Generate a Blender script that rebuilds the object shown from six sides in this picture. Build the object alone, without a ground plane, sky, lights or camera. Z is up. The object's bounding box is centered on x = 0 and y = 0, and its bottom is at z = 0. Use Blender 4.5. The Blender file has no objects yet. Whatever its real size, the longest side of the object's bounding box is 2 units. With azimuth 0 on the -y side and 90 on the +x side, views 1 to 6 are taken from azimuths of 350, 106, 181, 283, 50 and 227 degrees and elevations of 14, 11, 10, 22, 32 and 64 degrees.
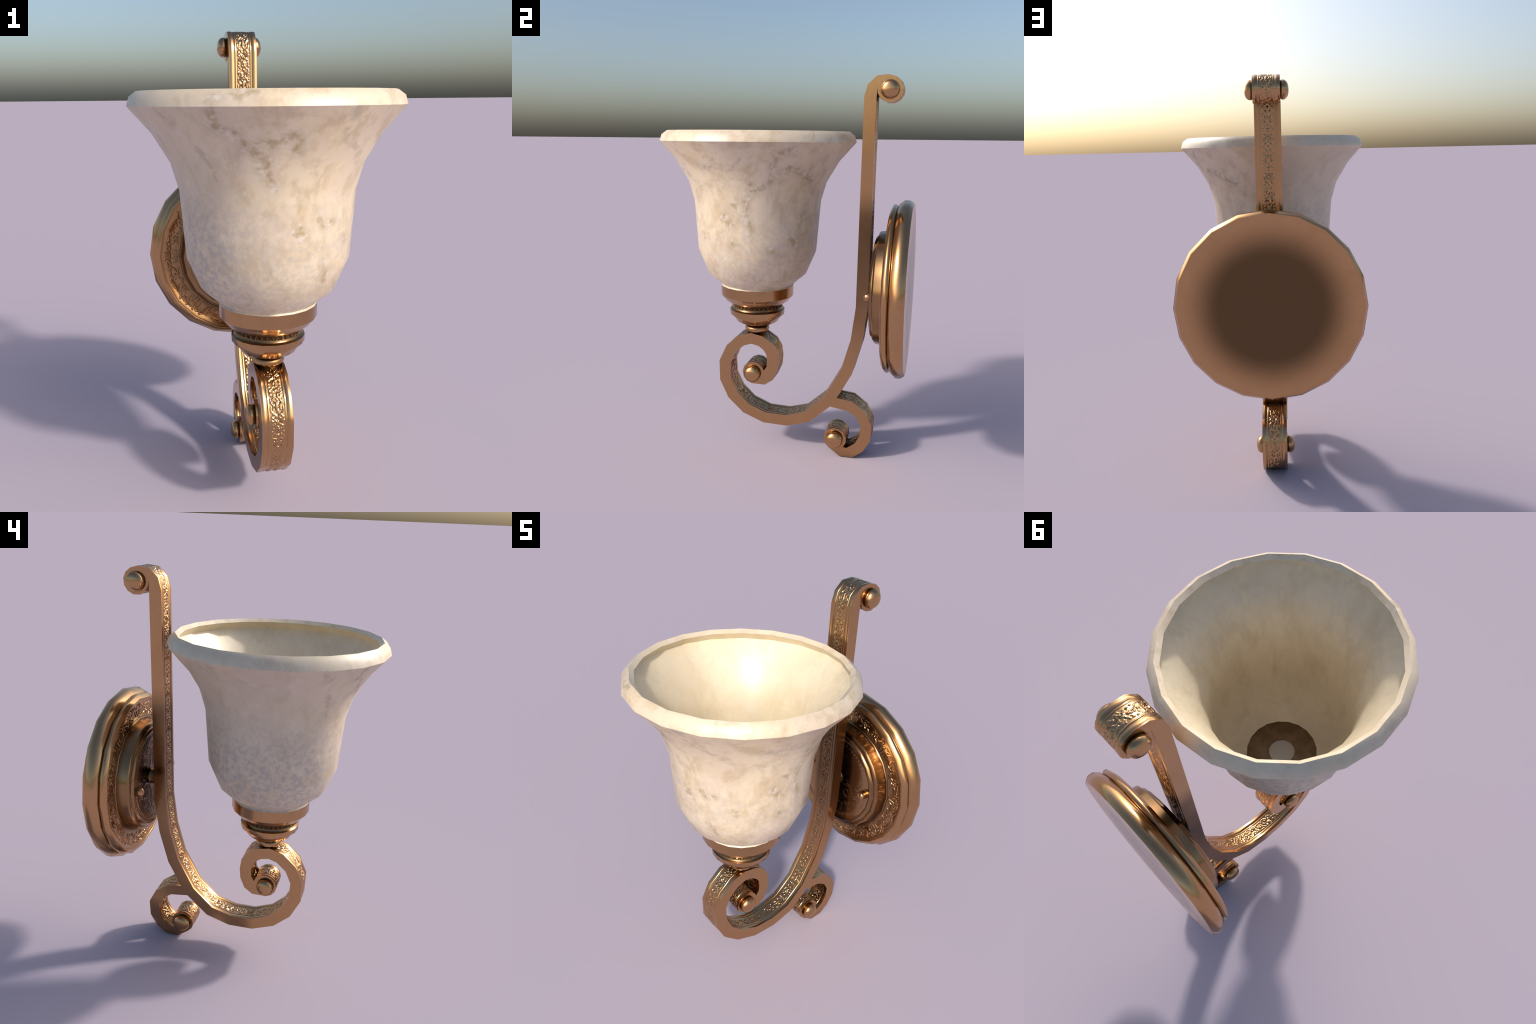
"""Bronze wall sconce: round back plate, ornamented S-scroll arm with a small foot
scroll, turned cup and a bell shaped alabaster glass shade.
Everything is built in world units with the origin at the centre of the foot print."""
import bpy, math
import numpy as np
from mathutils.geometry import tessellate_polygon
from mathutils import Vector

TAU = 2 * math.pi
SIDES = 20                       # the turned parts are twenty-sided
rng = np.random.default_rng(7)


# ------------------------------------------------------------------ mesh helpers
def make_object(name, verts, faces, normals, material, parent, smooth=True):
    me = bpy.data.meshes.new(name)
    me.from_pydata([tuple(v) for v in verts], [], [tuple(f) for f in faces])
    me.polygons.foreach_set("use_smooth", [smooth] * len(me.polygons))
    me.update()
    if normals is not None:
        n = np.asarray(normals, float)
        n /= np.maximum(np.linalg.norm(n, axis=1, keepdims=True), 1e-9)
        me.normals_split_custom_set_from_vertices([tuple(v) for v in n])
    me.materials.append(material)
    ob = bpy.data.objects.new(name, me)
    bpy.context.scene.collection.objects.link(ob)
    ob.parent = parent
    return ob


class Patch:
    """Collects grids and polygons, each with its own vertices and normals."""

    def __init__(self):
        self.v, self.n, self.f, self.count = [], [], [], 0

    def grid(self, P, N, wrap=False):
        rows, cols = P.shape[:2]
        idx = np.arange(rows * cols).reshape(rows, cols) + self.count
        self.v.append(P.reshape(-1, 3)); self.n.append(N.reshape(-1, 3)); self.count += rows * cols
        if wrap:
            idx = np.concatenate([idx, idx[:, :1]], 1)
        a, b, c, d = idx[:-1, :-1], idx[:-1, 1:], idx[1:, 1:], idx[1:, :-1]
        q = np.stack([a, b, c, d], -1).reshape(-1, 4)
        # make the winding agree with the wanted normals
        allv = P.reshape(-1, 3); q0 = q - (self.count - rows * cols)
        fn = np.cross(allv[q0[:, 2]] - allv[q0[:, 0]], allv[q0[:, 3]] - allv[q0[:, 1]])
        flip = (fn * N.reshape(-1, 3)[q0[:, 0]]).sum(1) < 0
        q[flip] = q[flip][:, ::-1]
        for r in q:
            r = list(dict.fromkeys(int(k) for k in r))
            if len(r) > 2:
                self.f.append(r)

    def polygon(self, pts, normal):
        pts = np.asarray(pts, float)
        tris = tessellate_polygon([[Vector(p) for p in pts]])
        base = self.count
        self.v.append(pts); self.n.append(np.tile(normal, (len(pts), 1))); self.count += len(pts)
        for t in tris:
            a, b, c = pts[list(t)]
            if np.dot(np.cross(b - a, c - a), normal) < 0:
                t = t[::-1]
            self.f.append([base + int(k) for k in t])

    def build(self, name, material, parent):
        return make_object(name, np.concatenate(self.v), self.f, np.concatenate(self.n), material, parent)


# ------------------------------------------------------------------ chased relief
class Relief:
    """Height map of raised strokes on a w x h rectangle, evaluated by rule."""

    def __init__(self, w, h, step=0.0006, periodic=True, flat=0.0):
        self.flat = flat                 # share of a stroke's half width that is a level top
        self.w, self.h, self.step, self.periodic = w, h, step, periodic
        self.nx, self.ny = int(round(w / step)), int(round(h / step)) + 1
        self.z = np.zeros((self.ny, self.nx))
        X = (np.arange(self.nx) + 0.5) * w / self.nx
        Y = np.linspace(0, h, self.ny)
        self.X, self.Y = np.meshgrid(X, Y)

    def stroke(self, pts, r0, r1=None, height=0.003):
        pts = np.asarray(pts, float); r1 = r0 if r1 is None else r1
        m = len(pts) - 1
        shifts = (-self.w, 0, self.w) if self.periodic else (0,)
        for dx in shifts:
            for i in range(m):
                a = pts[i] + (dx, 0); b = pts[i + 1] + (dx, 0)
                ra = r0 + (r1 - r0) * i / m; rb = r0 + (r1 - r0) * (i + 1) / m
                rm = max(ra, rb)
                x0, x1 = min(a[0], b[0]) - rm, max(a[0], b[0]) + rm
                if x1 < 0 or x0 > self.w:
                    continue
                c0 = max(int(x0 / self.w * self.nx) - 1, 0); c1 = min(int(x1 / self.w * self.nx) + 2, self.nx)
                k = (self.ny - 1) / self.h
                y0 = max(int((min(a[1], b[1]) - rm) * k) - 1, 0); y1 = min(int((max(a[1], b[1]) + rm) * k) + 2, self.ny)
                if c1 <= c0 or y1 <= y0:
                    continue
                px, py = self.X[y0:y1, c0:c1], self.Y[y0:y1, c0:c1]
                d = b - a; L = max(d @ d, 1e-12)
                t = np.clip(((px - a[0]) * d[0] + (py - a[1]) * d[1]) / L, 0, 1)
                dist = np.hypot(px - a[0] - t * d[0], py - a[1] - t * d[1]) / (ra + (rb - ra) * t)
                e = np.clip((1 - dist) / (1 - self.flat), 0, 1)
                hh = height * (e * e * (3 - 2 * e))
                old = self.z[y0:y1, c0:c1]
                self.z[y0:y1, c0:c1] = np.maximum(old, hh) if height > 0 else np.minimum(old, hh)

    def both(self, pts, *a, **k):
        """stroke and its mirror about the middle line of the strip"""
        pts = np.asarray(pts, float)
        self.stroke(pts, *a, **k)
        self.stroke(np.stack([pts[:, 0], self.h - pts[:, 1]], 1), *a, **k)

    def mirror_x(self, pts, *a, **k):
        pts = np.asarray(pts, float)
        self.stroke(pts, *a, **k)
        self.stroke(np.stack([self.w - pts[:, 0], pts[:, 1]], 1), *a, **k)

    def soften(self, n=1):
        for _ in range(n):
            z = self.z
            if self.periodic:
                z = (np.roll(z, 1, 1) + 2 * z + np.roll(z, -1, 1)) / 4
            else:
                p = np.pad(z, ((0, 0), (1, 1)), mode="edge"); z = (p[:, :-2] + 2 * z + p[:, 2:]) / 4
            p = np.pad(z, ((1, 1), (0, 0)), mode="edge")
            self.z = (p[:-2] + 2 * z + p[2:]) / 4

    def sample(self, x, y):
        fx = x / self.w * self.nx - 0.5
        fy = np.clip(y / self.h, 0, 1) * (self.ny - 1)
        i = np.floor(fx).astype(int); tx = fx - i
        j = np.clip(np.floor(fy).astype(int), 0, self.ny - 2); ty = fy - j
        if self.periodic:
            i0, i1 = i % self.nx, (i + 1) % self.nx
        else:
            i0, i1 = np.clip(i, 0, self.nx - 1), np.clip(i + 1, 0, self.nx - 1)
        z = self.z
        return (z[j, i0] * (1 - tx) + z[j, i1] * tx) * (1 - ty) + (z[j + 1, i0] * (1 - tx) + z[j + 1, i1] * tx) * ty


def curl(cx, cy, r0, r1, a0, a1, n=14):
    """spiral arc of angle a0..a1 (degrees) with radius r0..r1"""
    a = np.radians(np.linspace(a0, a1, n)); r = np.linspace(r0, r1, n)
    return np.stack([cx + r * np.cos(a), cy + r * np.sin(a)], 1)


def bow(a, b, bulge, n=8):
    """circular-ish bow from a to b"""
    a, b = np.array(a, float), np.array(b, float); t = np.linspace(0, 1, n)[:, None]
    d = b - a; nrm = np.array([-d[1], d[0]])
    return a + d * t + nrm * bulge * 4 * t * (1 - t)


def dot(x, y):
    return [(x, y), (x + 1e-5, y)]


# strip ornament of the scrolls: mirrored C-scrolls, lozenges and drops
PERIOD, FIELD = 0.182, 0.066
strip = Relief(PERIOD, FIELD, flat=.15)
M = FIELD / 2
H = 0.0025
strip.both(curl(0.019, M - 0.0140, 0.0095, 0.0022, 250, -190, 26), 0.0042, 0.0030, height=H)
strip.both(bow((0.026, M - 0.004), (0.050, M - 0.019), -0.16), 0.0042, 0.0028, height=H)
strip.both(bow((0.046, M - 0.0235), (0.074, M - 0.016), 0.20), 0.0044, 0.0026, height=H)
strip.both(bow((0.066, M - 0.0245), (0.088, M - 0.0160), -0.18), 0.0040, 0.0026, height=H)
strip.both(curl(0.099, M - 0.0140, 0.0095, 0.0022, -70, 370, 26), 0.0042, 0.0028, height=H)
strip.both(bow((0.108, M - 0.020), (0.132, M - 0.003), 0.14), 0.0042, 0.0030, height=H)
strip.both(bow((0.126, M - 0.004), (0.153, M - 0.021), -0.16), 0.0042, 0.0028, height=H)
strip.both(bow((0.150, M - 0.004), (0.174, M - 0.016), 0.18), 0.0040, 0.0026, height=H)
strip.both(dot(0.136, M - 0.0185), 0.0058, height=H)
strip.both(dot(0.163, M - 0.0225), 0.0050, height=H)
strip.both(dot(0.058, M - 0.0115), 0.0052, height=H)
strip.both(dot(0.0365, M - 0.0245), 0.0046, height=H * .8)
strip.both(dot(0.179, M - 0.0215), 0.0046, height=H * .8)
strip.both(bow((0.004, M - 0.0245), (0.012, M - 0.0060), -0.2), 0.0036, 0.0024, height=H)
strip.both(bow((0.116, M - 0.0245), (0.131, M - 0.0125), 0.2), 0.0036, 0.0024, height=H)
strip.stroke([(0.048, M), (0.062, M), (0.080, M)], 0.0078, 0.0040, height=H * 1.1)
strip.stroke([(0.118, M), (0.124, M)], 0.0052, 0.0036, height=H)
strip.stroke([(0.142, M), (0.150, M)], 0.0060, 0.0036, height=H)
strip.stroke([(0.176, M), (0.186, M)], 0.0058, 0.0036, height=H)
strip.stroke(dot(0.035, M), 0.0050, height=H)
for x, y in ((.0185, .0135), (.0445, .0125), (.0695, .0095), (.0990, .0135), (.1240, .0105), (.1430, .0165), (.1690, .0075)):
    for sgn in (1, -1):
        d_ = np.hypot(strip.X - x, strip.Y - M - sgn * y) / .0056
        strip.z -= .0022 * np.clip(1 - d_ ** 2, 0, 1)
for x in (.0050, .0420, .0900, .1120, .1340, .1580, .1720):
    d_ = np.hypot(strip.X - x, strip.Y - M) / .0058
    strip.z -= .0021 * np.clip(1 - d_ ** 2, 0, 1)
strip.soften(7)

HALF = 0.063                 # half width of the strap


def strip_height(s, x):
    """cross-section of the strap face: flat border, double groove, chased field"""
    ax = np.abs(x)
    bead = 0.0017 * (np.exp(-((ax - 0.0515) / 0.0068) ** 2) - 0.05)
    groove = -0.0020 * np.exp(-((ax - 0.0388) / 0.0024) ** 2)
    ridge = 0.0005 * np.exp(-((ax - 0.0335) / 0.0020) ** 2)
    fade = np.clip((0.032 - ax) / 0.004, 0, 1)
    floor = -0.0012 * np.clip((0.0350 - ax) / 0.006, 0, 1)
    edge = np.clip((HALF - ax) / 0.004, 0, 1)
    return (bead + groove + ridge) * edge + floor + strip.sample(s, np.clip(x + FIELD / 2, 0, FIELD)) * fade


# ------------------------------------------------------------------ materials
def node_material(name):
    m = bpy.data.materials.new(name); m.use_nodes = True
    nt = m.node_tree
    return m, nt, nt.nodes["Principled BSDF"]


def N(nt, kind, **kw):
    n = nt.nodes.new(kind)
    for k, v in kw.items():
        if k.startswith("_"):
            n.inputs[k[1:].replace("_", " ")].default_value = v
        else:
            setattr(n, k, v)
    return n


def math_node(nt, op, a, b=None, clamp=False):
    n = N(nt, "ShaderNodeMath", operation=op, use_clamp=clamp)
    for i, v in enumerate((a, b)):
        if v is None:
            continue
        if isinstance(v, (int, float)):
            n.inputs[i].default_value = v
        else:
            nt.links.new(v, n.inputs[i])
    return n.outputs[0]


def remap(nt, v, a, b, c=0.0, d=1.0, smooth=True):
    n = N(nt, "ShaderNodeMapRange", interpolation_type="SMOOTHSTEP" if smooth else "LINEAR")
    nt.links.new(v, n.inputs["Value"])
    for k, x in zip(("From Min", "From Max", "To Min", "To Max"), (a, b, c, d)):
        n.inputs[k].default_value = x
    return n.outputs["Result"]


def mix(nt, fac, a, b, blend="MIX"):
    n = N(nt, "ShaderNodeMix", data_type="RGBA", blend_type=blend)
    for sock, v in ((n.inputs[0], fac), (n.inputs[6], a), (n.inputs[7], b)):
        if isinstance(v, tuple):
            sock.default_value = (*v, 1)
        elif isinstance(v, (int, float)):
            sock.default_value = v
        else:
            nt.links.new(v, sock)
    return n.outputs[2]


def noise(nt, vec, scale, detail=4, rough=0.55, dist=0.0):
    n = N(nt, "ShaderNodeTexNoise", _Scale=scale, _Detail=detail, _Roughness=rough, _Distortion=dist)
    nt.links.new(vec, n.inputs["Vector"])
    return n.outputs["Fac"]


BRONZE = (0.53, 0.315, 0.155)
DARK = (0.135, 0.085, 0.042)


def bronze(name, dark_zone=None, crevice=0.0, rough=0.175, recess=0.85):
    """Aged bronze; `tarnish(nt, coords) -> 0..1` darkens a zone."""
    m, nt, bs = node_material(name)
    co = N(nt, "ShaderNodeTexCoord").outputs["Object"]
    blotch = remap(nt, noise(nt, co, 7, 5, .6), .38, .68)
    fine = remap(nt, noise(nt, co, 60, 3, .6), .35, .75)
    col = mix(nt, math_node(nt, "MULTIPLY", blotch, .16), BRONZE, (0.40, 0.225, 0.10))
    col = mix(nt, math_node(nt, "MULTIPLY", fine, .06), col, DARK)
    if dark_zone:
        col = mix(nt, dark_zone(nt, co), col, DARK)
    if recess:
        occl = N(nt, "ShaderNodeAmbientOcclusion", samples=8, _Distance=0.09)  # recess shadow baked into the bronze base colour
        col = mix(nt, remap(nt, occl.outputs["AO"], .80, .25, 0, recess), col, DARK)
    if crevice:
        ao = N(nt, "ShaderNodeAmbientOcclusion", samples=6, only_local=True, _Distance=0.012)  # close-range occlusion tinted into the grooves of the relief
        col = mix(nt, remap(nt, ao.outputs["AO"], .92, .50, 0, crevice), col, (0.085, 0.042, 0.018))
    nt.links.new(col, bs.inputs["Base Color"])
    bs.inputs["Metallic"].default_value = 1
    r = math_node(nt, "ADD", math_node(nt, "MULTIPLY", blotch, .04), rough)
    nt.links.new(r, bs.inputs["Roughness"])
    return m


def axis(nt, co, k):
    s = N(nt, "ShaderNodeSeparateXYZ"); nt.links.new(co, s.inputs[0])
    return s.outputs[k]


def radius_from(nt, co, c, plane=(1, 1, 1)):
    v = N(nt, "ShaderNodeVectorMath", operation="SUBTRACT"); nt.links.new(co, v.inputs[0]); v.inputs[1].default_value = c
    w = N(nt, "ShaderNodeVectorMath", operation="MULTIPLY"); nt.links.new(v.outputs[0], w.inputs[0]); w.inputs[1].default_value = plane
    l = N(nt, "ShaderNodeVectorMath", operation="LENGTH"); nt.links.new(w.outputs[0], l.inputs[0])
    return l.outputs["Value"]


PLATE_Z, SHADE_Y = 0.9418, -0.149


def strap_occlusion(nt, co):
    # ambient shadow of the back plate, darkened into the strap colour
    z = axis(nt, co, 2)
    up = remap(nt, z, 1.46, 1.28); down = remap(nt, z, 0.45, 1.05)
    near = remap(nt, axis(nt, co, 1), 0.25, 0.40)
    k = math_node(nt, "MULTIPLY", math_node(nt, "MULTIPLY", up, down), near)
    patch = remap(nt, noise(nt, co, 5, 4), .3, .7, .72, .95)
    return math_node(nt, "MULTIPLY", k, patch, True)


def back_occlusion(nt, co):
    r = radius_from(nt, co, (0, 0, PLATE_Z), (1, 0, 1))  # soft round occlusion shade painted on the plate's back
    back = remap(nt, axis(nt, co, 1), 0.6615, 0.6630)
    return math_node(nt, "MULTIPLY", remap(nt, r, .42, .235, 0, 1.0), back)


def medal_dark_zone(nt, co):
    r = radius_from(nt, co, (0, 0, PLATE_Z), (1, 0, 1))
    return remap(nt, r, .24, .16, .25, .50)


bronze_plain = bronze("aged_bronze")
bronze_strap = bronze("strap_bronze", strap_occlusion)
bronze_chased = bronze("chased_bronze", strap_occlusion, crevice=.8)
bronze_plate = bronze("plate_bronze", back_occlusion, recess=.6)
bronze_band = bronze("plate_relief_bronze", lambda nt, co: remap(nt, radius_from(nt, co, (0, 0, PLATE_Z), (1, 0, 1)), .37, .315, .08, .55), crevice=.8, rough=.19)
bronze_medal = bronze("medallion_bronze", medal_dark_zone, crevice=.35, rough=.2)
bronze_boss = bronze("boss_bronze", lambda nt, co: remap(nt, noise(nt, co, 6, 3), .3, .7, .40, .65))  # base darkened to subdue orange bounce light and show the boss in shade


def cup_occlusion(nt, co):
    # waist between bowl and flange painted darker for its occlusion shadow
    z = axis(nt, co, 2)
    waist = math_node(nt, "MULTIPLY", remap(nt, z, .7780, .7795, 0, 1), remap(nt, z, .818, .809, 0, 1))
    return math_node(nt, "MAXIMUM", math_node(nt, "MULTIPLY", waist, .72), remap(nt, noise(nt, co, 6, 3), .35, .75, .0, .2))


bronze_cup = bronze("cup_bronze", cup_occlusion, crevice=.9, recess=.95)
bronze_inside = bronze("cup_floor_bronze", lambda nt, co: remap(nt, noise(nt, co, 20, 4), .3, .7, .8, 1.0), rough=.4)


SHADE_PROFILE = [(0.1925, 0.9215), (0.2665, 0.9860), (0.3178, 1.1072), (0.3270, 1.2350), (0.3366, 1.3694),
                 (0.3664, 1.4733), (0.4303, 1.5812), (0.5150, 1.6780), (0.5050, 1.7107), (0.4785, 1.7305)]


def on_shade(angle, z):
    r = np.interp(z, [p[1] for p in SHADE_PROFILE], [p[0] for p in SHADE_PROFILE])
    a = math.radians(angle)
    return np.array([r * math.cos(a), SHADE_Y + r * math.sin(a), z])


# veins of the stone as chains of (angle round the shade, height)
BROWN_VEINS = [
    [(-118, 1.715), (-121, 1.687), (-122, 1.622), (-116, 1.584), (-108, 1.547), (-101, 1.494), (-103, 1.475), (-98, 1.416)],
    [(-111, 1.718), (-106, 1.719)],
    [(-106, 1.565), (-99, 1.561), (-90, 1.587), (-86, 1.565), (-87, 1.538)],
    [(-68, 1.301), (-65, 1.271), (-58, 1.277)], [(-84, 1.253), (-80, 1.250)], [(-63, 1.114), (-58, 1.064)],
    [(36, 1.648), (32, 1.638), (28, 1.613), (26, 1.562), (27, 1.497), (20, 1.466), (11, 1.431), (6, 1.396), (7, 1.319), (10, 1.258)],
    [(29, 1.545), (38, 1.557), (49, 1.529), (61, 1.489)], [(48, 1.222), (51, 1.177)],
    [(-13, 1.313), (-8, 1.272)], [(-7, 1.18), (-5, 1.17)], [(11, 1.478), (11, 1.468)], [(27, 1.144), (29, 1.142)],
    [(-43, 1.205), (-41, 1.202)], [(-24, 1.555), (-22, 1.550)], [(-4, 1.368), (-3, 1.366)]]
GREY_VEINS = [
    [(-146, 1.669), (-143, 1.630)], [(-136, 1.543), (-132, 1.496), (-129, 1.440)], [(157, 1.652), (159, 1.638)],
    [(-67, 1.672), (-66, 1.595), (-61, 1.560), (-50, 1.535), (-42, 1.480)], [(-22, 1.550), (-2, 1.552), (6, 1.595)],
    [(62, 1.489), (67, 1.430), (66, 1.380), (58, 1.311), (54, 1.24)]]


def chain_distance(nt, vec, chains):
    """distance of a shading point to the nearest of the veins"""
    best = None
    for chain in chains:
        pts = [on_shade(*c) for c in chain]
        for a, b in zip(pts[:-1], pts[1:]):
            d = b - a
            q = N(nt, "ShaderNodeVectorMath", operation="SUBTRACT"); nt.links.new(vec, q.inputs[0]); q.inputs[1].default_value = a
            k = N(nt, "ShaderNodeVectorMath", operation="DOT_PRODUCT"); nt.links.new(q.outputs[0], k.inputs[0]); k.inputs[1].default_value = d / (d @ d)
            t = math_node(nt, "ADD", k.outputs["Value"], 0.0, True)
            m = N(nt, "ShaderNodeVectorMath", operation="SCALE"); m.inputs[0].default_value = d; nt.links.new(t, m.inputs["Scale"])
            f = N(nt, "ShaderNodeVectorMath", operation="DISTANCE"); nt.links.new(q.outputs[0], f.inputs[0]); nt.links.new(m.outputs[0], f.inputs[1])
            best = f.outputs["Value"] if best is None else math_node(nt, "MINIMUM", best, f.outputs["Value"])
    return best


def alabaster(name, inside=False):
    m, nt, bs = node_material(name)
    co = N(nt, "ShaderNodeTexCoord").outputs["Object"]
    mul = lambda a, b: math_node(nt, "MULTIPLY", a, b)
    mp = N(nt, "ShaderNodeMapping"); nt.links.new(co, mp.inputs["Vector"])
    mp.inputs["Scale"].default_value = (1, 1, .40 if inside else .75)
    mp.inputs["Rotation"].default_value = (0, 0, 0) if inside else (.25, .2, 0)
    v = mp.outputs[0]
    # warp the lookups so that clouds and veins wander
    warp = N(nt, "ShaderNodeTexNoise", _Scale=3.2, _Detail=3); nt.links.new(v, warp.inputs["Vector"])
    wa = N(nt, "ShaderNodeVectorMath", operation="MULTIPLY_ADD"); nt.links.new(warp.outputs["Color"], wa.inputs[0])
    wa.inputs[1].default_value = (.16, .16, .16); nt.links.new(v, wa.inputs[2])
    w = wa.outputs[0]
    z = axis(nt, co, 2)
    side = axis(nt, co, 0)                       # the -x side is the paler, greyer one
    sunny = remap(nt, math_node(nt, "SUBTRACT", side, math_node(nt, "MULTIPLY", axis(nt, co, 1), .25)), -.22, .12)
    cream, rose, grey, honey = (0.695, 0.58, 0.415), (0.645, 0.53, 0.40), (0.46, 0.415, 0.365), (0.60, 0.455, 0.265)
    if inside:
        cream, rose, grey, honey = (0.76, 0.65, 0.465), (0.69, 0.58, 0.41), (0.60, 0.52, 0.38), (0.60, 0.48, 0.29)  # lining colours lightened to widen the blown-out sun highlight
    cloud = remap(nt, noise(nt, w, 4.5, 4, .55), .36, .66)
    col = mix(nt, cloud, cream, rose)
    # broad warm stains
    warm = mul(remap(nt, noise(nt, w, 6.5, 5, .62), .45, .66), remap(nt, sunny, 0, 1, .35, 1) if not inside else .6)
    col = mix(nt, mul(warm, .6), col, honey)
    # fine grain, strongest on the lower bell and the pale side
    grain = remap(nt, noise(nt, co, 44, 2, .5), .40, .62)
    low = remap(nt, z, 1.50, 1.18)
    amount = mul(low, remap(nt, sunny, 0, 1, .80, .42)) if not inside else .2
    col = mix(nt, mul(grain, amount), col, grey)
    mid = remap(nt, noise(nt, w, 13, 5, .66), .46, .68)
    col = mix(nt, mul(mid, remap(nt, sunny, 0, 1, .28, .52)), col, (0.44, 0.345, 0.235) if not inside else (0.58, 0.485, 0.33))
    white = remap(nt, noise(nt, w, 19, 4, .65), .52, .72)
    col = mix(nt, mul(white, .5), col, (0.75, 0.66, 0.53) if not inside else (0.68, 0.62, 0.50))
    if not inside:
        # veins: brown beads with chalky companions along the chains
        jog = N(nt, "ShaderNodeTexNoise", _Scale=24, _Detail=2, _Roughness=.5); nt.links.new(co, jog.inputs["Vector"])
        ja = N(nt, "ShaderNodeVectorMath", operation="SUBTRACT"); nt.links.new(jog.outputs["Color"], ja.inputs[0]); ja.inputs[1].default_value = (.5, .5, .5)
        jb = N(nt, "ShaderNodeVectorMath", operation="MULTIPLY_ADD"); nt.links.new(ja.outputs[0], jb.inputs[0])
        jb.inputs[1].default_value = (.055, .055, .055); nt.links.new(co, jb.inputs[2])
        d = chain_distance(nt, jb.outputs[0], BROWN_VEINS)
        dg = chain_distance(nt, jb.outputs[0], GREY_VEINS)
        near = remap(nt, d, .055, .004)
        col = mix(nt, mul(near, .46), col, (0.47, 0.385, 0.29))
        chalk = mul(near, remap(nt, noise(nt, co, 40, 2, .5), .50, .70))
        col = mix(nt, mul(chalk, .62), col, (0.76, 0.69, 0.63))
        bead = mul(remap(nt, d, .028, .0), remap(nt, noise(nt, co, 33, 2, .5), .61, .40))
        col = mix(nt, mul(bead, .85), col, (0.37, 0.275, 0.13))
        gfac = mul(remap(nt, dg, .022, .003), remap(nt, noise(nt, co, 22, 3, .6), .36, .56))
        col = mix(nt, mul(gfac, .5), col, (0.36, 0.30, 0.23))
        # scattered flecks on the stained side
        fl = N(nt, "ShaderNodeTexVoronoi", _Scale=17, _Randomness=1); nt.links.new(jb.outputs[0], fl.inputs["Vector"])
        fleck = mul(mul(remap(nt, fl.outputs["Distance"], .42, .05), remap(nt, noise(nt, co, 7, 2), .50, .60)), remap(nt, sunny, .3, 1, .15, 1))
        col = mix(nt, mul(fleck, .38), col, (0.42, 0.32, 0.16))
    nt.links.new(col, bs.inputs["Base Color"])
    bs.inputs["Roughness"].default_value = .45
    bs.inputs["Specular IOR Level"].default_value = 1.0
    return m


alabaster_out = alabaster("alabaster_glass")
alabaster_in = alabaster("alabaster_lining", True)
socket_mat, nt_, bs_ = node_material("socket_porcelain")
c_ = N(nt_, "ShaderNodeTexCoord").outputs["Object"]
nt_.links.new(mix(nt_, remap(nt_, noise(nt_, c_, 30), .3, .7), (.47, .43, .36), (.43, .39, .33)), bs_.inputs["Base Color"])
bs_.inputs["Roughness"].default_value = .5


# ------------------------------------------------------------------ turned parts
def profile_normals(pr):
    pr = np.asarray(pr, float); d = np.diff(pr, axis=0)
    n = np.stack([d[:, 1], -d[:, 0]], 1); n /= np.maximum(np.linalg.norm(n, axis=1, keepdims=True), 1e-9)
    v = np.zeros_like(pr); v[:-1] += n; v[1:] += n
    return v / np.linalg.norm(v, axis=1, keepdims=True)


def chords(sub, sides=SIDES):
    """directions round a regular polygon, `sub` steps per side; radius follows the chord"""
    k = np.arange(sides * sub); i = k // sub; t = (k % sub) / sub
    a0, a1 = i * TAU / sides, (i + 1) * TAU / sides
    p = np.stack([np.cos(a0) * (1 - t) + np.cos(a1) * t, np.sin(a0) * (1 - t) + np.sin(a1) * t], 1)
    return p, p / np.linalg.norm(p, axis=1, keepdims=True), k * TAU / (sides * sub)


def turn(patch, groups, place, sub=1, relief=None, sides=SIDES):
    """revolve groups of (radius, height) points; each group is smooth inside, creased outside.
    place(xy, h) maps to world. relief(angle, arc length, radius) -> height"""
    p, d, ang = chords(sub, sides)
    for pr in groups:
        pr = np.asarray(pr, float); pn = profile_normals(pr)
        P = place(pr[:, None, 0:1] * p[None], np.broadcast_to(pr[:, None, 1:2], (len(pr), len(p), 1)))
        Nn = place(pn[:, None, 0:1] * d[None], np.broadcast_to(pn[:, None, 1:2], (len(pr), len(p), 1)), True)
        if relief:
            arc = np.concatenate([[0], np.cumsum(np.linalg.norm(np.diff(pr, axis=0), axis=1))])
            A, S = np.meshgrid(ang, arc); R = np.broadcast_to(pr[:, 0:1], A.shape)
            h = relief(A, S, R)
            e = 6e-4
            gs = (relief(A, S + e, R) - relief(A, S - e, R)) / (2 * e)
            ga = (relief(A + e / R, S, R) - relief(A - e / R, S, R)) / (2 * e)
            ts = np.gradient(P, axis=0); ts /= np.maximum(np.linalg.norm(ts, axis=2, keepdims=True), 1e-9)
            ta = np.roll(P, -1, 1) - np.roll(P, 1, 1); ta /= np.maximum(np.linalg.norm(ta, axis=2, keepdims=True), 1e-9)
            P = P + Nn * h[..., None]
            Nn = Nn - ts * gs[..., None] - ta * ga[..., None]
        patch.grid(P, Nn, wrap=True)


def upright(cx, cy, flip=1):
    def place(xy, h, direction=False):
        v = np.concatenate([xy, h], -1)
        return v * flip if direction else v + (cx, cy, 0)
    return place


def facing_front(cz, flip=1):
    """axis along y, as the back plate stands"""
    def place(xy, h, direction=False):
        v = np.concatenate([xy[..., 0:1], h, xy[..., 1:2]], -1)
        return v * flip if direction else v + (0, 0, cz)
    return place


def along_x(y, z, side, flip=1):
    def place(xy, h, direction=False):
        v = np.concatenate([h * side, xy], -1)
        return v * flip if direction else v + (0, y, z)
    return place


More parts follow.
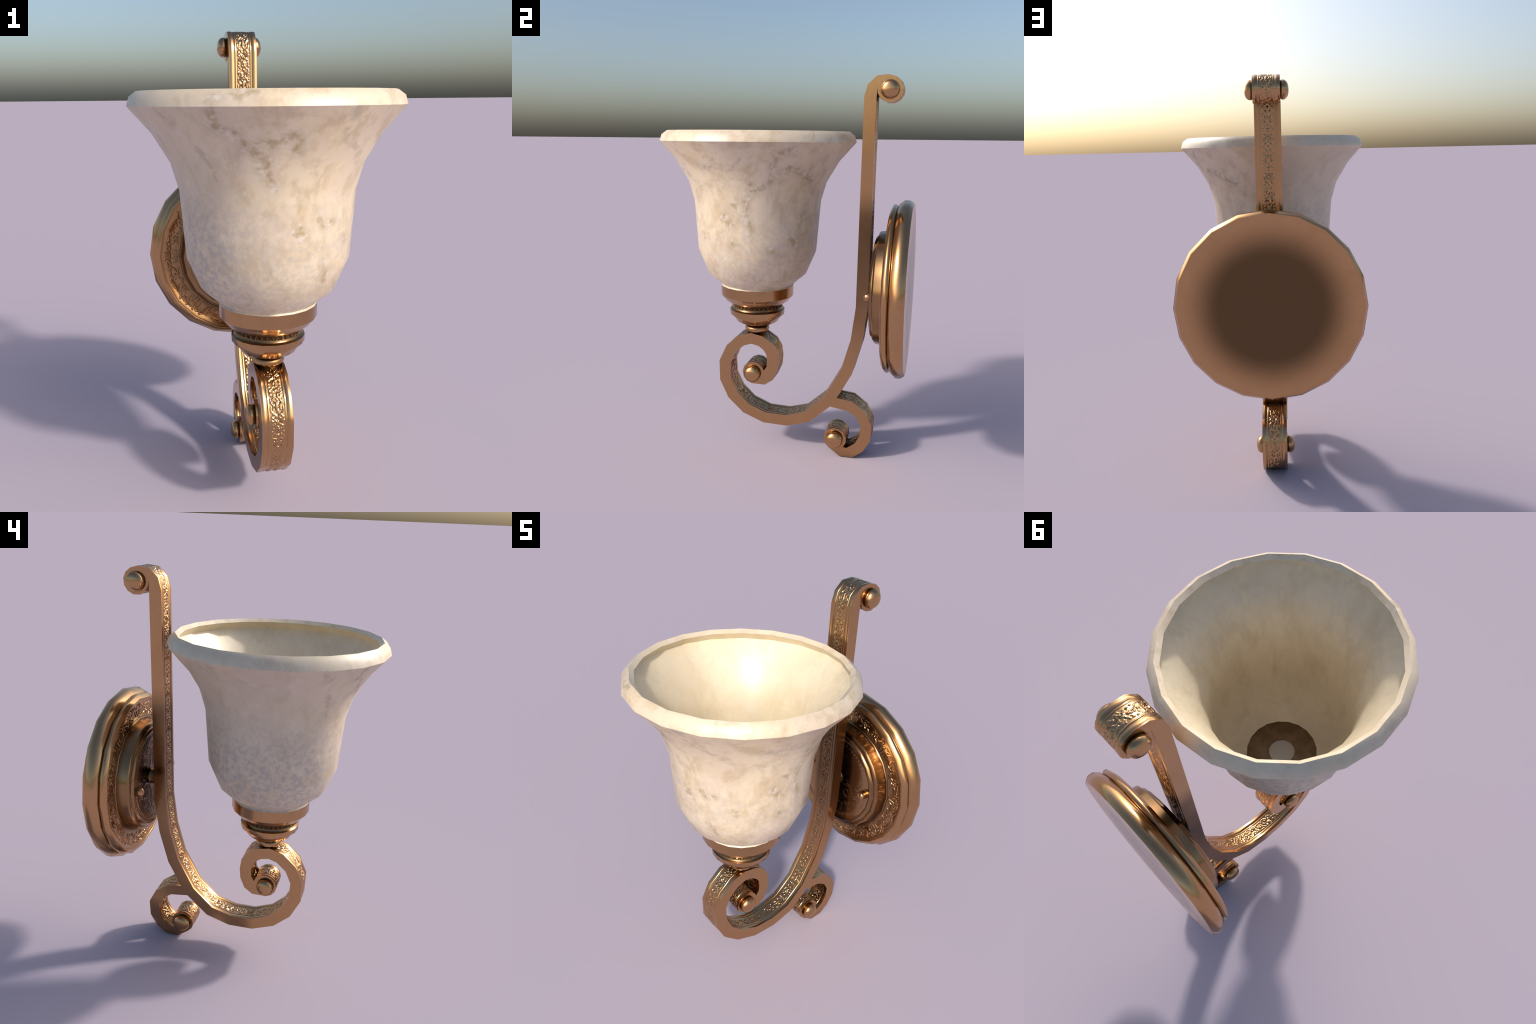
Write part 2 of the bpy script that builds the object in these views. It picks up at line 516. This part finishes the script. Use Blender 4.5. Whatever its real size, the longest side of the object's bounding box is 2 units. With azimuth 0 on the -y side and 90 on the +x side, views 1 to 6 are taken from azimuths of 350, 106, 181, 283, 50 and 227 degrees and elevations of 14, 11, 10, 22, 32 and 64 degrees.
def resample(pr, step):
    pr = np.asarray(pr, float); out = [pr[0]]
    for a, b in zip(pr[:-1], pr[1:]):
        n = max(int(math.ceil(np.linalg.norm(b - a) / step)), 1)
        out += [a + (b - a) * (k + 1) / n for k in range(n)]
    return np.array(out)


def spline(pr, n):
    """Catmull-Rom through control points"""
    pr = np.asarray(pr, float); p = np.vstack([2 * pr[0] - pr[1], pr, 2 * pr[-1] - pr[-2]])
    out = []
    for i in range(1, len(p) - 2):
        t = np.linspace(0, 1, n, endpoint=False)[:, None]
        a, b, c, d = p[i - 1], p[i], p[i + 1], p[i + 2]
        out.append(.5 * (2 * b + (c - a) * t + (2 * a - 5 * b + 4 * c - d) * t ** 2 + (3 * b - a - 3 * c + d) * t ** 3))
    return np.vstack(out + [pr[-1:]])


# ------------------------------------------------------------------ the thing
lamp = bpy.data.objects.new("wall_lamp", None)
bpy.context.scene.collection.objects.link(lamp)
lamp["label"] = "aged bronze wall sconce with scroll arm and alabaster bell shade"
lamp["category"] = "wall lamp"

# ---- glass shade
# profiles run so that (dz, -dr) points outwards
sh = Patch()
outside, rim = SHADE_PROFILE[:8], SHADE_PROFILE[7:]
slope = [(0.4785, 1.7305), (0.4585, 1.7150)]
lip = [(0.4585, 1.7150), (0.4910, 1.6770)]
inside = [(0.4910, 1.6770), (0.4130, 1.5850), (0.3520, 1.4760), (0.3230, 1.3710), (0.3140, 1.2350), (0.3050, 1.1100), (0.2560, 0.9960), (0.1710, 0.9130)]
foot_ring = [(0.1710, 0.9130), (0.180, 0.902)]
turn(sh, [outside, rim, slope, [(0.1974, 0.9152), (0.1925, 0.9215)]], upright(0, SHADE_Y))
shade = sh.build("glass_shade", alabaster_out, lamp)
ln = Patch()
turn(ln, [lip, inside, foot_ring], upright(0, SHADE_Y))
ln.build("shade_lining", alabaster_in, shade)

# ---- cup under the shade
cup = bpy.data.objects.new("lamp_cup", None)
cp = Patch()
bowl = [(0.1400, 0.8080), (0.1540, 0.8170), (0.1710, 0.8310), (0.1827, 0.8456)]
cp_groups = [
    [(0.0, 0.6260), (0.0495, 0.6260)],
    [(0.0495, 0.6260), (0.0495, 0.6440), (0.0520, 0.6480)],
    [(0.0520, 0.6480), (0.0600, 0.6510), (0.0655, 0.6590), (0.0672, 0.6680), (0.0655, 0.6770), (0.0600, 0.6840), (0.0530, 0.6870)],
    [(0.0530, 0.6870), (0.0500, 0.6890), (0.0530, 0.6910), (0.0670, 0.6903)],
    [(0.0670, 0.6903), (0.0900, 0.6990), (0.1127, 0.7113), (0.1249, 0.7306), (0.1485, 0.7533), (0.1499, 0.7787)],
    [(0.1499, 0.7787), (0.1425, 0.7840)],
    [(0.1425, 0.7840), (0.1392, 0.7870), (0.1376, 0.7930)],
    [(0.1827, 0.8456), (0.1966, 0.8599)],
    [(0.1966, 0.8599), (0.1972, 0.9150)],
    [(0.1972, 0.9150), (0.1890, 0.9150)],
]
turn(cp, cp_groups, upright(0, SHADE_Y))
# scalloped lower edge of the bowl
scw = TAU / 36
RS = 0.1385
scr = Relief(scw * RS, 0.016, step=0.0004, flat=.3)
s_ = np.linspace(0, 1, 15)
scr.stroke(np.stack([s_ * scw * RS, 0.0040 + 0.0085 * np.sin(np.pi * s_) ** .5], 1), 0.0032, 0.0032, height=-1)
scr.stroke([(scw * RS * .36, .0060), (scw * RS * .64, .0060)], 0.0034, height=-1)
scr.z *= 0.0040
scr.soften(1)


def scallop(A, S, R):
    return scr.sample((A % scw) * RS, S)
turn(cp, [bowl], upright(0, SHADE_Y))
turn(cp, [resample([(0.1376, 0.7930), (0.1400, 0.8080)], 0.0010)], upright(0, SHADE_Y), sub=36, relief=scallop)
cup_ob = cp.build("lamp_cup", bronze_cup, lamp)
bpy.data.objects.remove(cup)

fl = Patch()
turn(fl, [[(0.188, 0.9105), (0.060, 0.9105)]], upright(0, SHADE_Y, 1))
# floor looks up
fl.n[-1][:] = (0, 0, 1)
fl.f = [f[::-1] for f in fl.f] if fl.n[0][0][2] < 0 else fl.f
floor = fl.build("cup_floor", bronze_inside, cup_ob)
so = Patch()
turn(so, [[(0.0627, 0.880), (0.0627, 0.9150)], [(0.0627, 0.9150), (0.0610, 0.9165), (0.0, 0.9165)]], upright(0, SHADE_Y))
socket = so.build("lamp_socket", socket_mat, lamp)

# ---- back plate; profile runs from the back round the rim to the face (heights are y)
# place() maps height to y, outward for (dz,-dr) reversed => use flip where needed
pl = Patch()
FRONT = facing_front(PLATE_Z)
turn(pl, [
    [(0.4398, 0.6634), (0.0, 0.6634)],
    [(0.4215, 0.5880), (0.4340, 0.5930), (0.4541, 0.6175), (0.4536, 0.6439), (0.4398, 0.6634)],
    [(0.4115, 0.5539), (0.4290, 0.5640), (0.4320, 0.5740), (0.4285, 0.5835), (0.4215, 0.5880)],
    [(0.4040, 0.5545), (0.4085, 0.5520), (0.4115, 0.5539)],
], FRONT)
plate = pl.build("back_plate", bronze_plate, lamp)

# chased ring: acanthus fingers and scrolls between two beads
REPEAT = 8
seg = TAU / REPEAT
RM = 0.357                      # mean radius, turns angle into length for the motif
Wd = seg * RM
band = Relief(Wd, 0.106, step=0.0008, flat=.5)
c0 = Wd / 2
HB = 0.0030
K = Wd / 0.2243                 # the motif is drawn for a 22 cm repeat
# arc length 0 is the inner edge
for x, y0, y1, b in ((.007, .022, .050, .05), (.022, .030, .054, -.12)):
    band.mirror_x(bow((c0 + K * x, y0), (c0 + K * (x + .004), y1), b), 0.0068, 0.0040, height=HB)
band.mirror_x(curl(c0 + K * .030, .070, .0150, .005, 200, -190, 26), .0056, .0040, height=HB)
band.mirror_x(bow((c0 + K * .008, .060), (c0 + K * .016, .090), .2), .0058, .0032, height=HB)
band.mirror_x(bow((c0 + K * .048, .068), (c0 + K * .072, .046), -.22), .0066, .0034, height=HB)
band.mirror_x(curl(c0 + K * .080, .050, .0120, .0036, 130, 480, 22), .0054, .0036, height=HB)
band.mirror_x(bow((c0 + K * .050, .086), (c0 + K * .080, .080), -.25), .0060, .0030, height=HB)
band.mirror_x(bow((c0 + K * .088, .068), (c0 + K * .108, .086), .2), .0062, .0032, height=HB)
band.mirror_x(bow((c0 + K * .058, .026), (c0 + K * .084, .030), .25), .0056, .0030, height=HB)
band.mirror_x(bow((c0 + K * .096, .038), (c0 + K * .108, .022), .2), .0056, .0034, height=HB)
band.mirror_x(dot(c0 + K * .0975, .058), .0056, height=HB)
band.stroke([(c0, .060), (c0, .084)], .0066, .0036, height=HB)
band.soften(2)


def band_height(A, S, R):
    fade = np.clip((S - 0.012) / .004, 0, 1) * np.clip((BAND_L - 0.006 - S) / .004, 0, 1)
    bead = 0.0022 * np.exp(-((S - 0.005) / 0.0026) ** 2) - 0.0018 * np.exp(-((S - 0.0105) / .002) ** 2) - 0.002 * np.exp(-((S - BAND_L + .002) / .0016) ** 2)
    x = ((A + TAU / 4 + seg / 2) % seg) * RM
    return bead + band.sample(x, S) * fade


# cove between the boss and the outer ridge
cove = [(0.3000, 0.5580), (0.3120, 0.5600), (0.3280, 0.5660), (0.3500, 0.5690), (0.3750, 0.5655), (0.3920, 0.5590), (0.4040, 0.5545)]
cove = resample(spline(cove, 5), 0.0019)
BAND_L = np.linalg.norm(np.diff(cove, axis=0), axis=1).sum()
bp = Patch()
turn(bp, [cove], FRONT, sub=56, relief=band_height)
bp.build("ornament_band", bronze_band, plate)

# raised boss
bo = Patch()
turn(bo, [
    [(0.2915, 0.5063), (0.2945, 0.5300), (0.3010, 0.5600)],
    [(0.2754, 0.4973), (0.2850, 0.4990), (0.2915, 0.5063)],
    [(0.2690, 0.4960), (0.2754, 0.4973)],
    [(0.2560, 0.4830), (0.2640, 0.4860), (0.2690, 0.4960)],
    [(0.2490, 0.4860), (0.2515, 0.4835), (0.2560, 0.4830)],
], FRONT)
boss = bo.build("plate_boss", bronze_boss, plate)

# medallion in the boss: dished face with chased scrolls and a ring of dashes
MR = 0.25
medal = Relief(2 * MR, 2 * MR, step=0.0012, periodic=False, flat=.1)


def fan(pts, r0, r1, hgt):
    """one stroke in all four quarters about the centre"""
    pts = np.asarray(pts, float)
    for sx in (1, -1):
        for sy in (1, -1):
            medal.stroke(pts * (sx, sy) + MR, r0, r1, height=hgt)


HM = 0.0011
for g in (0, .011):
    fan(curl(.085, .060, .056 - g, .008, -120, 330, 40), .0040, .0026, HM)
    fan(bow((.060 + g, .012), (.020 + g, .135), .22, 14), .0040, .0026, HM)
    fan(bow((.110, .120 + g), (.165, .060 + g), -.2, 12), .0036, .0024, HM)
    fan(bow((.080, .125 + g), (.145, .100 + g), .22, 12), .0036, .0024, HM)
fan(bow((.035, .030), (.010, .160), .10, 14), .0040, .0026, HM)
fan(curl(.048, .150, .032, .006, 200, -170, 30), .0038, .0024, HM)
fan(bow((.145, .012), (.185, .070), -.25, 12), .0040, .0024, HM)
fan(curl(.160, .030, .022, .005, 100, -220, 22), .0036, .0024, HM)
fan(bow((.060, .188), (.115, .155), -.2, 12), .0038, .0024, HM)
fan(bow((.018, .165), (.004, .195), .1, 8), .0040, .0030, HM)
medal.soften(1)
DASH = 72


def medal_height(A, S, R):
    x, y = R * np.cos(A), R * np.sin(A)
    h = medal.sample(x + MR, y + MR) * np.clip((.203 - R) / .006, 0, 1)
    ring = np.clip(1 - np.abs((R - .224) / .0095) ** 4, 0, 1)
    dash = np.clip(np.cos(A * DASH) * 1.6, 0, 1)
    h = h + .0011 * ring * dash
    return h - 0.0016 * np.exp(-((R - .2075) / .0018) ** 2) - 0.0016 * np.exp(-((R - .2395) / .0018) ** 2)


dish = [(0.012, 0.4985), (0.060, 0.4982), (0.120, 0.4965), (0.180, 0.4925), (0.210, 0.4900), (0.2400, 0.4880), (0.2490, 0.4860)]
dish = resample(spline(dish, 6), 0.0024)
md = Patch()
turn(md, [dish], FRONT, sub=44, relief=medal_height)
md.build("medallion", bronze_medal, boss)

# the two cap nuts and the stem that carries the arm
nut_profile = [(0.0, 0.4540), (0.0110, 0.4553), (0.0185, 0.4590), (0.0222, 0.4655), (0.0228, 0.4740), (0.0228, 0.4920)]


def off_axis(cx, cz):
    def place(xy, h, direction=False):
        v = np.concatenate([xy[..., 0:1], h, xy[..., 1:2]], -1)
        return v if direction else v + (cx, 0, cz)
    return place


nut = None
for sx in (1, -1):
    if nut is None:
        np_ = Patch()
        turn(np_, [nut_profile], off_axis(0, 0), sides=12)
        nut = np_.build("cap_nut", bronze_plain, plate)
        nut.location = (0.2080, 0, 0.9360)
    else:
        other = nut.copy(); bpy.context.scene.collection.objects.link(other)
        other.location = (-0.2080, 0, 0.9360)
st = Patch()
turn(st, [[(0.0410, 0.4550), (0.0410, 0.4930), (0.0460, 0.5010)]], facing_front(0.9400), sides=16)
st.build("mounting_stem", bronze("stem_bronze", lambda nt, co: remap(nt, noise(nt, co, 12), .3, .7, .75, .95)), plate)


# ------------------------------------------------------------------ the scroll arm
def edges_of(spine):
    """offset a spine of (y, z, half thickness) to both sides along the joint bisectors"""
    s = np.array(spine, float); p = s[:, :2]
    d = np.diff(p, axis=0); d /= np.linalg.norm(d, axis=1, keepdims=True)
    t = np.vstack([d[:1], d[:-1] + d[1:], d[-1:]]); t /= np.linalg.norm(t, axis=1, keepdims=True)
    n = np.stack([t[:, 1], -t[:, 0]], 1)            # right hand side of the direction of travel
    return p + n * s[:, 2:3], p - n * s[:, 2:3]


def eye(cy, cz, r, a0, a1, n):
    """the rolled end of a scroll"""
    a = np.radians(np.linspace(a0, a1, n))
    return np.stack([cy + r * np.cos(a), cz + r * np.sin(a)], 1)


def strap(name, outline, half):
    """extrude a closed outline across x; its running faces carry the chased strip"""
    O = np.asarray(outline, float)
    area = 0.5 * np.sum(O[:, 0] * np.roll(O[:, 1], -1) - np.roll(O[:, 0], -1) * O[:, 1])
    if area < 0:
        O = O[::-1]
    n = len(O); E = np.roll(O, -1, 0) - O; L = np.linalg.norm(E, axis=1); D = E / L[:, None]
    FN = np.stack([D[:, 1], -D[:, 0]], 1)           # outward for a counter-clockwise outline
    turn_ = np.degrees(np.arctan2(np.roll(D, 1, 0)[:, 0] * D[:, 1] - np.roll(D, 1, 0)[:, 1] * D[:, 0], (np.roll(D, 1, 0) * D).sum(1)))
    VN = FN + np.roll(FN, 1, 0); VN /= np.linalg.norm(VN, axis=1, keepdims=True)
    hard = np.abs(turn_) > 58
    S = np.concatenate([[0], np.cumsum(L)])
    body, band_ = Patch(), Patch()
    bx = 0.0405 * half / HALF
    xb = np.linspace(-bx, bx, 47)
    xs = np.linspace(bx, half, 9)
    for i in range(n):
        j = (i + 1) % n
        n0 = FN[i] if hard[i] else VN[i]
        n1 = FN[i] if hard[j] else VN[j]
        m = max(int(math.ceil(L[i] / .0022)), 1)
        t = np.linspace(0, 1, m + 1)[:, None]
        P = O[i] + (O[j] - O[i]) * t
        B = n0 * (1 - t) + n1 * t; B /= np.linalg.norm(B, axis=1, keepdims=True)
        s = S[i] + L[i] * t[:, 0]
        for xs_, target in ((xb, band_), (xs, body), (-xs[::-1], body)):
            X, SS = np.meshgrid(xs_ * HALF / half, s)
            h = strip_height(SS, X)
            e = 5e-4
            gx = (strip_height(SS, X + e) - strip_height(SS, X - e)) / (2 * e)
            gs = (strip_height(SS + e, X) - strip_height(SS - e, X)) / (2 * e)
            k = (np.minimum(1, (half - np.abs(xs_)) / .002))[None, :]
            # displace along the shared joint normals, so that neighbours meet
            P3 = np.zeros((*X.shape, 3)); P3[..., 0] = xs_
            P3[..., 1:] = P[:, None] + B[:, None] * h[..., None]
            N3 = np.zeros_like(P3)
            N3[..., 1:] = B[:, None] - D[i] * (gs * k)[..., None]
            N3[..., 0] = -gx * k
            target.grid(P3, N3)
    for sx in (1, -1):
        body.polygon([(sx * half, y, z) for y, z in O], np.array([sx, 0., 0.]))
    ob = body.build(name, bronze_strap, lamp)
    band_.build("relief_strip", bronze_chased, ob)
    return ob


# long scroll: from the front eye, round the U, up the back and over at the top
arm_spine = [
    (-0.1055, 0.3965, 0.0400), (-0.0675, 0.4175, 0.0352), (-0.0475, 0.4575, 0.0306), (-0.0440, 0.5035, 0.0305),
    (-0.0505, 0.5485, 0.0313), (-0.0715, 0.5810, 0.0320), (-0.1125, 0.6085, 0.0304), (-0.1670, 0.6190, 0.0306),
    (-0.2255, 0.6005, 0.0307), (-0.2840, 0.5465, 0.0301), (-0.3190, 0.4690, 0.0313), (-0.3155, 0.3710, 0.0325),
    (-0.2715, 0.2810, 0.0328), (-0.1940, 0.2100, 0.0318), (-0.0865, 0.1690, 0.0308), (0.0355, 0.1675, 0.0305),
    (0.1505, 0.2030, 0.0302), (0.2680, 0.3110, 0.0304), (0.3600, 0.4840, 0.0300), (0.4065, 0.6540, 0.0296),
    (0.4290, 0.8345, 0.0306), (0.4305, 1.4200, 0.0297), (0.4330, 1.8950, 0.0297), (0.4430, 1.9505, 0.0245)]
right, left = edges_of(arm_spine)
top_eye = eye(0.5270, 1.9325, 0.0628, 170, 425, 10)          # from the notch under, round to the top
front_eye = eye(-0.1515, 0.4235, 0.0625, 12, 262, 10)
# travelling from the front eye the right side is the inner... decide by distance from the front eye
outer, inner = (right, left) if right[0][1] < left[0][1] else (left, right)
arm_outline = np.vstack([outer[:-1], [(0.4660, 1.9430)], top_eye[1:], [(0.5150, 2.0), (0.4600, 1.9940)], inner[::-1][:-1], front_eye])
arm_outline[:, 1] = np.minimum(arm_outline[:, 1], 2.0)
arm = strap("scroll_arm", arm_outline, HALF)

# short foot scroll leaving the arm at the back
foot_spine = [
    (0.2700, 0.3090, 0.0280), (0.3840, 0.2955, 0.0301), (0.4435, 0.2540, 0.0286), (0.4750, 0.1915, 0.0290),
    (0.4700, 0.1210, 0.0304), (0.4395, 0.0660, 0.0301), (0.3920, 0.0300, 0.0300)]
right, left = edges_of(foot_spine)
outer, inner = (right, left) if right[0][1] > left[0][1] else (left, right)
foot_eye = eye(0.3090, 0.0980, 0.0620, 318, 598, 11)[::-1]   # from the underside round to the notch
fo = np.vstack([outer, [(0.3370, 0.0)], foot_eye[:], inner[::-1]])
fo[:, 1] = np.maximum(fo[:, 1], 0.0015)
foot = strap("foot_scroll", fo, HALF - 0.0008)

# ---- knobs closing the scroll eyes
knob_profile = [(0.0405, 0.0600), (0.0405, 0.0640), (0.0445, 0.0690), (0.0448, 0.0780), (0.0405, 0.0880), (0.0310, 0.0960), (0.0170, 0.1005), (0.0, 0.1020)]
kp = Patch()
turn(kp, [spline(knob_profile, 2)], along_x(0, 0, 1), sides=14)
km = None
for (y, z), owner in (((0.5265, 1.9310), arm), ((-0.1555, 0.4215), arm), ((0.3080, 0.0985), foot)):
    for side in (1, -1):
        if km is None:
            ob = kp.build("knob", bronze_plain, owner); km = ob
        else:
            ob = km.copy(); bpy.context.scene.collection.objects.link(ob)
        ob.parent = owner
        ob.location = (0, y, z)
        ob.rotation_euler = (0, 0, 0 if side == 1 else math.pi)
